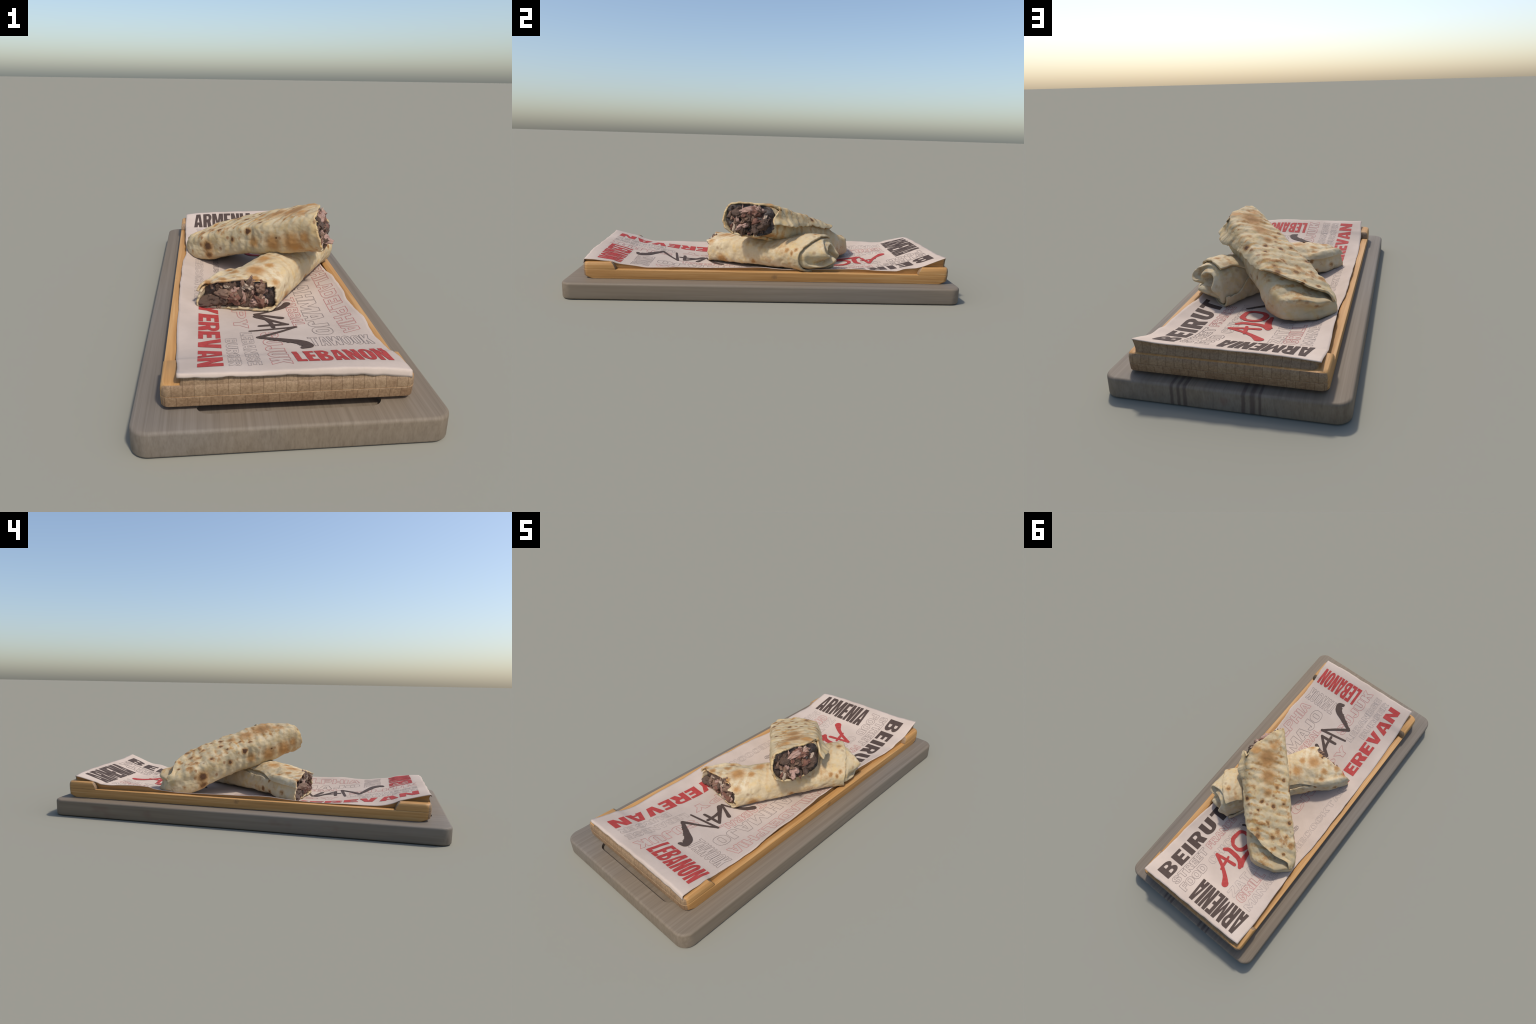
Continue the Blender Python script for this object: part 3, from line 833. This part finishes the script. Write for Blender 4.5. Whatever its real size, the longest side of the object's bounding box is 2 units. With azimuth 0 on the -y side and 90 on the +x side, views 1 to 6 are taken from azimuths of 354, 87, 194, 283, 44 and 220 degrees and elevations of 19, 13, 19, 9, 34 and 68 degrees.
def chunk_mesh(name, seed, mat, squash):
    bm = bmesh.new()
    bmesh.ops.create_icosphere(bm, subdivisions=4, radius=1)
    for v in bm.verts:
        c = v.co.copy()
        k = 1 + .62 * fbm(c.x * 1.2, c.y * 1.2, c.z * 1.2, 5, seed) + .22 * abs(fbm(c.x * 4, c.y * 4, c.z * 4, 3, seed + 4))
        k = min(1.4, max(.55, k))
        v.co = Vector((c.x * k, c.y * k * squash, c.z * k * .85))
    me = bpy.data.meshes.new(name); bm.to_mesh(me); bm.free()
    me.materials.append(mat)
    me.polygons.foreach_set("use_smooth", [True] * len(me.polygons))
    return me

CHUNKS = [chunk_mesh("meat_chunk", 11.0 + 7 * i, M_MEAT[(0, 1, 0, 2, 1, 0, 3, 2, 4)[i]], (.75, .5, .8, .6, .4, .55, .6, .4, .5)[i]) for i in range(9)]

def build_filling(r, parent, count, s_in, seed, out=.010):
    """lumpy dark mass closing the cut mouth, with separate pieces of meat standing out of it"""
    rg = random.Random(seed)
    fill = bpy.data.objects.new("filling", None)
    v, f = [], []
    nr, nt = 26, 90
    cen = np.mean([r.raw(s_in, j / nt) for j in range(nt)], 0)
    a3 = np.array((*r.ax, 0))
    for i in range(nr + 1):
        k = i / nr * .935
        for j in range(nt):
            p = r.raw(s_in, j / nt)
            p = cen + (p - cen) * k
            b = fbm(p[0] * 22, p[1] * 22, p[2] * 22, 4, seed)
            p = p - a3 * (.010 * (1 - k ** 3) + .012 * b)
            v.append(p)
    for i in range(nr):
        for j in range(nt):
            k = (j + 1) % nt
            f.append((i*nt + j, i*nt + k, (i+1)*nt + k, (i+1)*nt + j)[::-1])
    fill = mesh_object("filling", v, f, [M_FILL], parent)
    for n in range(count):
        t = rg.random(); k = math.sqrt(rg.random()) * .80
        p = cen + (r.raw(s_in, t) - cen) * k
        size = (rg.uniform(.026, .038) if n % 6 == 0 and k < .7 else rg.uniform(.011, .025)) * (1 if k < .5 else .8 if k < .65 else .62)
        ob = bpy.data.objects.new("meat_chunk", CHUNKS[rg.choice((0, 0, 1, 2, 2, 3, 7, 4, 5, 5, 6, 6, 1, 8))])
        ob.location = p - a3 * rg.uniform(-.002, out)
        ob.rotation_euler = [rg.uniform(0, 6.3) for _ in range(3)]
        ob.scale = (size * rg.uniform(.9, 1.6), size, size * rg.uniform(.6, 1.0))
        coll.objects.link(ob); ob.parent = fill
    return fill

# ---- upper wrap: leans across the lower one, folded end resting on the paper at the back left
UP_T = [(1,.46),(.955,.68),(.80,.89),(.45,.985),(.0,1.0),(-.55,.995),(-.89,.955),(-.985,.83),(-1,.56),(-.99,.27),(-.88,.07),(-.5,.0),(0,-.005),(.5,.0),(.86,.08),(.985,.27)]
UP_S = [(-.03,-.117,.116,.299,.465),(.0,-.120,.121,.295,.463),(.06,-.125,.130,.282,.453),(.12,-.128,.133,.264,.436),(.2,-.130,.136,.243,.411),(.3,-.131,.138,.217,.383),(.4,-.132,.140,.190,.351),(.5,-.136,.145,.157,.319),(.6,-.141,.149,.118,.285),(.66,-.143,.150,.110,.266),(.70,-.141,.147,.109,.250),(.74,-.133,.137,.111,.233),(.78,-.11,.11,.12,.21)]
UP_CUT = [(1,.46),(.955,.68),(.80,.89),(.45,.985),(.0,1.0),(-.5,.99),(-.86,.95),(-.975,.82),(-1,.60),(-.95,.38),(-.76,.17),(-.44,.03),(0,-.005),(.5,.0),(.86,.08),(.985,.25)]
upper = Roll((.25, -.075), (-.666, .747), UP_S, (UP_CUT, UP_T), lambda s: (1 - step(.02, .20, s), step(.02, .20, s)), .60, lambda q: -.50 * max(0, q) - .03, .0, .20, .035, 3.3, .74)
def up3(s, q, side=0):
    """point on the upper roll's skin: on top for side 0, else down the -q or +q wall by z drop"""
    row = upper.st(s); z = row[3] + .2 * q - .025 * (abs(q) / .14) ** 5 - side
    xy = upper.org + upper.ax * s + upper.q * q
    return (float(xy[0]), float(xy[1]), float(z))
UP_SPOTS = [(up3(*p), r, k) for p, r, k in (
    ((.127,-.010), .046, .28), ((.227,-.009), .032, .25), ((.06,-.055), .020, 0), ((.08,.05), .022, 0), ((.214,.100), .008, .8), ((.252,-.100), .010, .7), ((.292,.079), .011, .7),
    ((.346,.122,.02), .015, .95), ((.371,.034), .010, .8), ((.401,-.027), .012, .85), ((.385,-.092), .012, .9), ((.418,.063), .009, .9),
    ((.494,-.116), .013, .9), ((.493,.008), .012, .6), ((.521,.067), .013, .7), ((.565,.076), .016, .7), ((.572,-.016), .013, .7), ((.57,-.094), .010, .7),
    ((.545,-.045), .014, .3), ((.623,-.115), .012, .4), ((.659,.005), .007, .8), ((.291,-.059), .011, .5), ((.323,-.004), .018, .2),
    ((.632,-.025), .007, .6), ((.672,-.073), .007, .7), ((.587,.1), .012, .9), ((.403,-.112), .007, .7),
    # flank facing the front-left
    ((.13,-.132,.05), .006, .8), ((.66,-.14,.06), .008, .8))]
UP_SPOTS += [((-.223, .247, .204), .026, .95), ((-.215, .250, .165), .020, .9), ((-.048, .059, .332), .012, .95), ((-.113, .127, .272), .013, .95),
             ((.05, -.06, .31), .03, 0), ((.12, -.13, .33), .035, 0), ((-.02, .03, .29), .02, 0), ((.17, -.17, .37), .018, 0), ((.02, .0, .345), .007, .8)]
M_UP = mat_tortilla("toasted_flatbread", (.25, -.075, 0), (-.666, .747), (.747, .666), UP_SPOTS, 1.0, 1.0)
LO_DOUGH = [(.28, (.450, .345, .205)), (.5, (.545, .435, .270)), (.72, (.610, .510, .350))]

up_root = empty("meat_wrap", "toasted flatbread wrap cut open to show chopped dark meat filling", "meat wrap")
def up_inset(s, u, v):
    """the inner bag sits back under the free flank, so that the outer sheet overhangs it"""
    flank = step(.4, .95, u) * step(.02, .5, v) * (1 - step(.38, .56, s))
    shelf = step(.25, .75, u) * step(.45, .75, v) * step(.36, .48, s) * (1 - step(.66, .73, s))
    return (.002 + .005 * step(.03, .2, s)) * flank + .005 * shelf
build_body(upper, "inner_wrap", M_UP, up_root, -.0065, -.004, .728,
           [(.988, .97, .014, .0, 0, 0), (.965, .93, .030, .0, 0, .001), (.925, .86, .045, .002, 0, .002), (.85, .75, .056, .004, -.004, .003), (.70, .58, .062, .006, -.010, .004), (.48, .38, .063, .006, -.012, .004), (.24, .18, .060, 0, -.012, .003), (.04, .03, .057, 0, -.012, .002)],
           zt_fn=lambda s, z: z - .006 * step(.45, .56, s) - .006 * step(.58, .72, s), inset=up_inset)
# free edge of the outer sheet: hangs down the +q wall near the cut, then runs over the top to the far corner
U_EDGE = smooth_table([(-.05, -.010), (.08, -.012), (.2, .020), (.33, .050), (.47, .075), (.53, .105), (.582, .160), (.65, .212), (.68, .245), (.716, .285), (.74, .335), (.78, .36)])
def up_lift(s, w, t):
    edge = 1 - step(0, .085, w)
    tear = math.exp(-((s - .09) / .11) ** 2)
    tail = step(.55, .72, s)
    return (.007 * edge, .030 * tear * edge, .004 * tail * edge)
build_wrap(upper, "outer_wrap", M_UP, up_root, .004, -.012, lambda w: .775 - .040 * step(.25, .6, w), U_EDGE, lambda s: .80, up_lift, ridge=.0010, tear_fn=lambda t: .040 * math.exp(-(((t % 1) - .115) / .05) ** 2) - .010 * math.exp(-(((t + .5) % 1 - .5) / .04) ** 2))
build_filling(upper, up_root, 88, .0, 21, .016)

# ---- lower wrap: flat on the paper, crossing under the upper one
LO_T = [(1,.47),(.975,.73),(.88,.90),(.5,.985),(.05,1.0),(-.4,.96),(-.70,.86),(-.86,.74),(-.94,.46),(-1,.2),(-.93,.05),(-.5,.0),(0,0),(.5,0),(.86,.04),(.975,.2)]
LO_MID = [(1,.47),(.97,.72),(.86,.88),(.5,.985),(.12,1.0),(-.27,.91),(-.56,.75),(-.78,.60),(-.90,.42),(-.93,.22),(-.84,.06),(-.45,.0),(0,0),(.5,0),(.86,.04),(.975,.2)]
LO_END = [(1,.40),(.95,.60),(.74,.77),(.40,.93),(.0,1.0),(-.4,.98),(-.70,.89),(-.88,.72),(-.97,.46),(-1,.2),(-.9,.05),(-.5,.0),(0,0),(.5,0),(.80,.06),(.95,.2)]
def lo_weights(s):
    b = step(.08, .17, s); c = step(.28, .42, s)
    return (1 - b, b * (1 - c), b * c)
LO_S = [(-.03,-.146,.136,.104,.228),(.0,-.148,.138,.105,.232),(.06,-.149,.135,.107,.238),(.12,-.147,.128,.109,.244),(.2,-.138,.123,.112,.252),(.3,-.132,.122,.115,.262),(.45,-.135,.124,.120,.278),(.55,-.143,.124,.122,.293),(.63,-.153,.122,.123,.303),(.69,-.156,.118,.125,.300),(.73,-.150,.108,.130,.292),(.78,-.12,.08,.14,.26)]
lower = Roll((-.105, -.273), (.589, .808), LO_S, (LO_T, LO_MID, LO_END), lo_weights, .53, lambda q: -.17 * q, .15, .0, .0, 8.8, .71)
def lo3(s, q, side=0):
    row = lower.st(s); z = row[3] - .03 * (abs(q) / .13) ** 4 - side
    xy = lower.org + lower.ax * s + lower.q * q
    return (float(xy[0]), float(xy[1]), float(z))
LO_SPOTS = [(lo3(*p), r, k) for p, r, k in (((-.035,-.06), .014, .2), ((.03,.05), .016, .1), ((.07,.12), .014, .15), ((-.06,-.11), .012, .3),
    ((.094,.017), .030, .15), ((.082,-.101), .013, .35), ((.216,-.015), .022, 0), ((.05,-.06), .014, .15), ((.16,.041), .014, 0),
    ((.659,-.031), .013, .6), ((.652,.075), .010, .4), ((.11,-.137,.08), .012, .9), ((.0,-.14,.05), .012, .7), ((.17,-.135,.075), .010, .7), ((.13,-.125,.035), .006, .5),
    ((.62,.118,.03), .010, .5), ((.60,.12,.055), .009, .45), ((.57,.121,.03), .010, .3), ((.15,.126,.09), .022, 0), ((.36,.121,.10), .012, .3), ((.40,.121,.11), .008, .5), ((.2,.122,.13), .012, .3))]
M_LO = mat_tortilla("pale_flatbread", (-.105, -.273, 0), (.589, .808), (.808, -.589), LO_SPOTS, .45, .55, LO_DOUGH)
lo_root = empty("meat_wrap", "pale flatbread wrap with twisted folded end and open meat-filled cut", "meat wrap")
build_body(lower, "inner_wrap", M_LO, lo_root, -.0065, -.002, .684, folded_end(.066),
           inset=lambda s, u, v: .004 * step(.575, .65, s))
L_EDGE = lambda s: -.02
build_wrap(lower, "outer_wrap", M_LO, lo_root, .003, -.010, lambda w: .672 + .012 * math.sin(w * 9), lambda s: -.56 + .10 * step(.5, .62, s), lambda s: .47 - .080 * step(.10, .24, s) + .05 * step(.28, .5, s) - .07 * step(.5, .62, s),
           lambda s, w, t: (.004 * step(.86, 1, w) + .0085 * step(.90, .945, w) * (1 - step(.10, .20, s)) + .003 * step(.62, .67, s), 0, 0), ridge=.0008,
           tear_fn=lambda t: -.028 * math.exp(-((t % 1 - .135) / .016) ** 2) + .014 * math.exp(-((t % 1 - .20) / .05) ** 2))
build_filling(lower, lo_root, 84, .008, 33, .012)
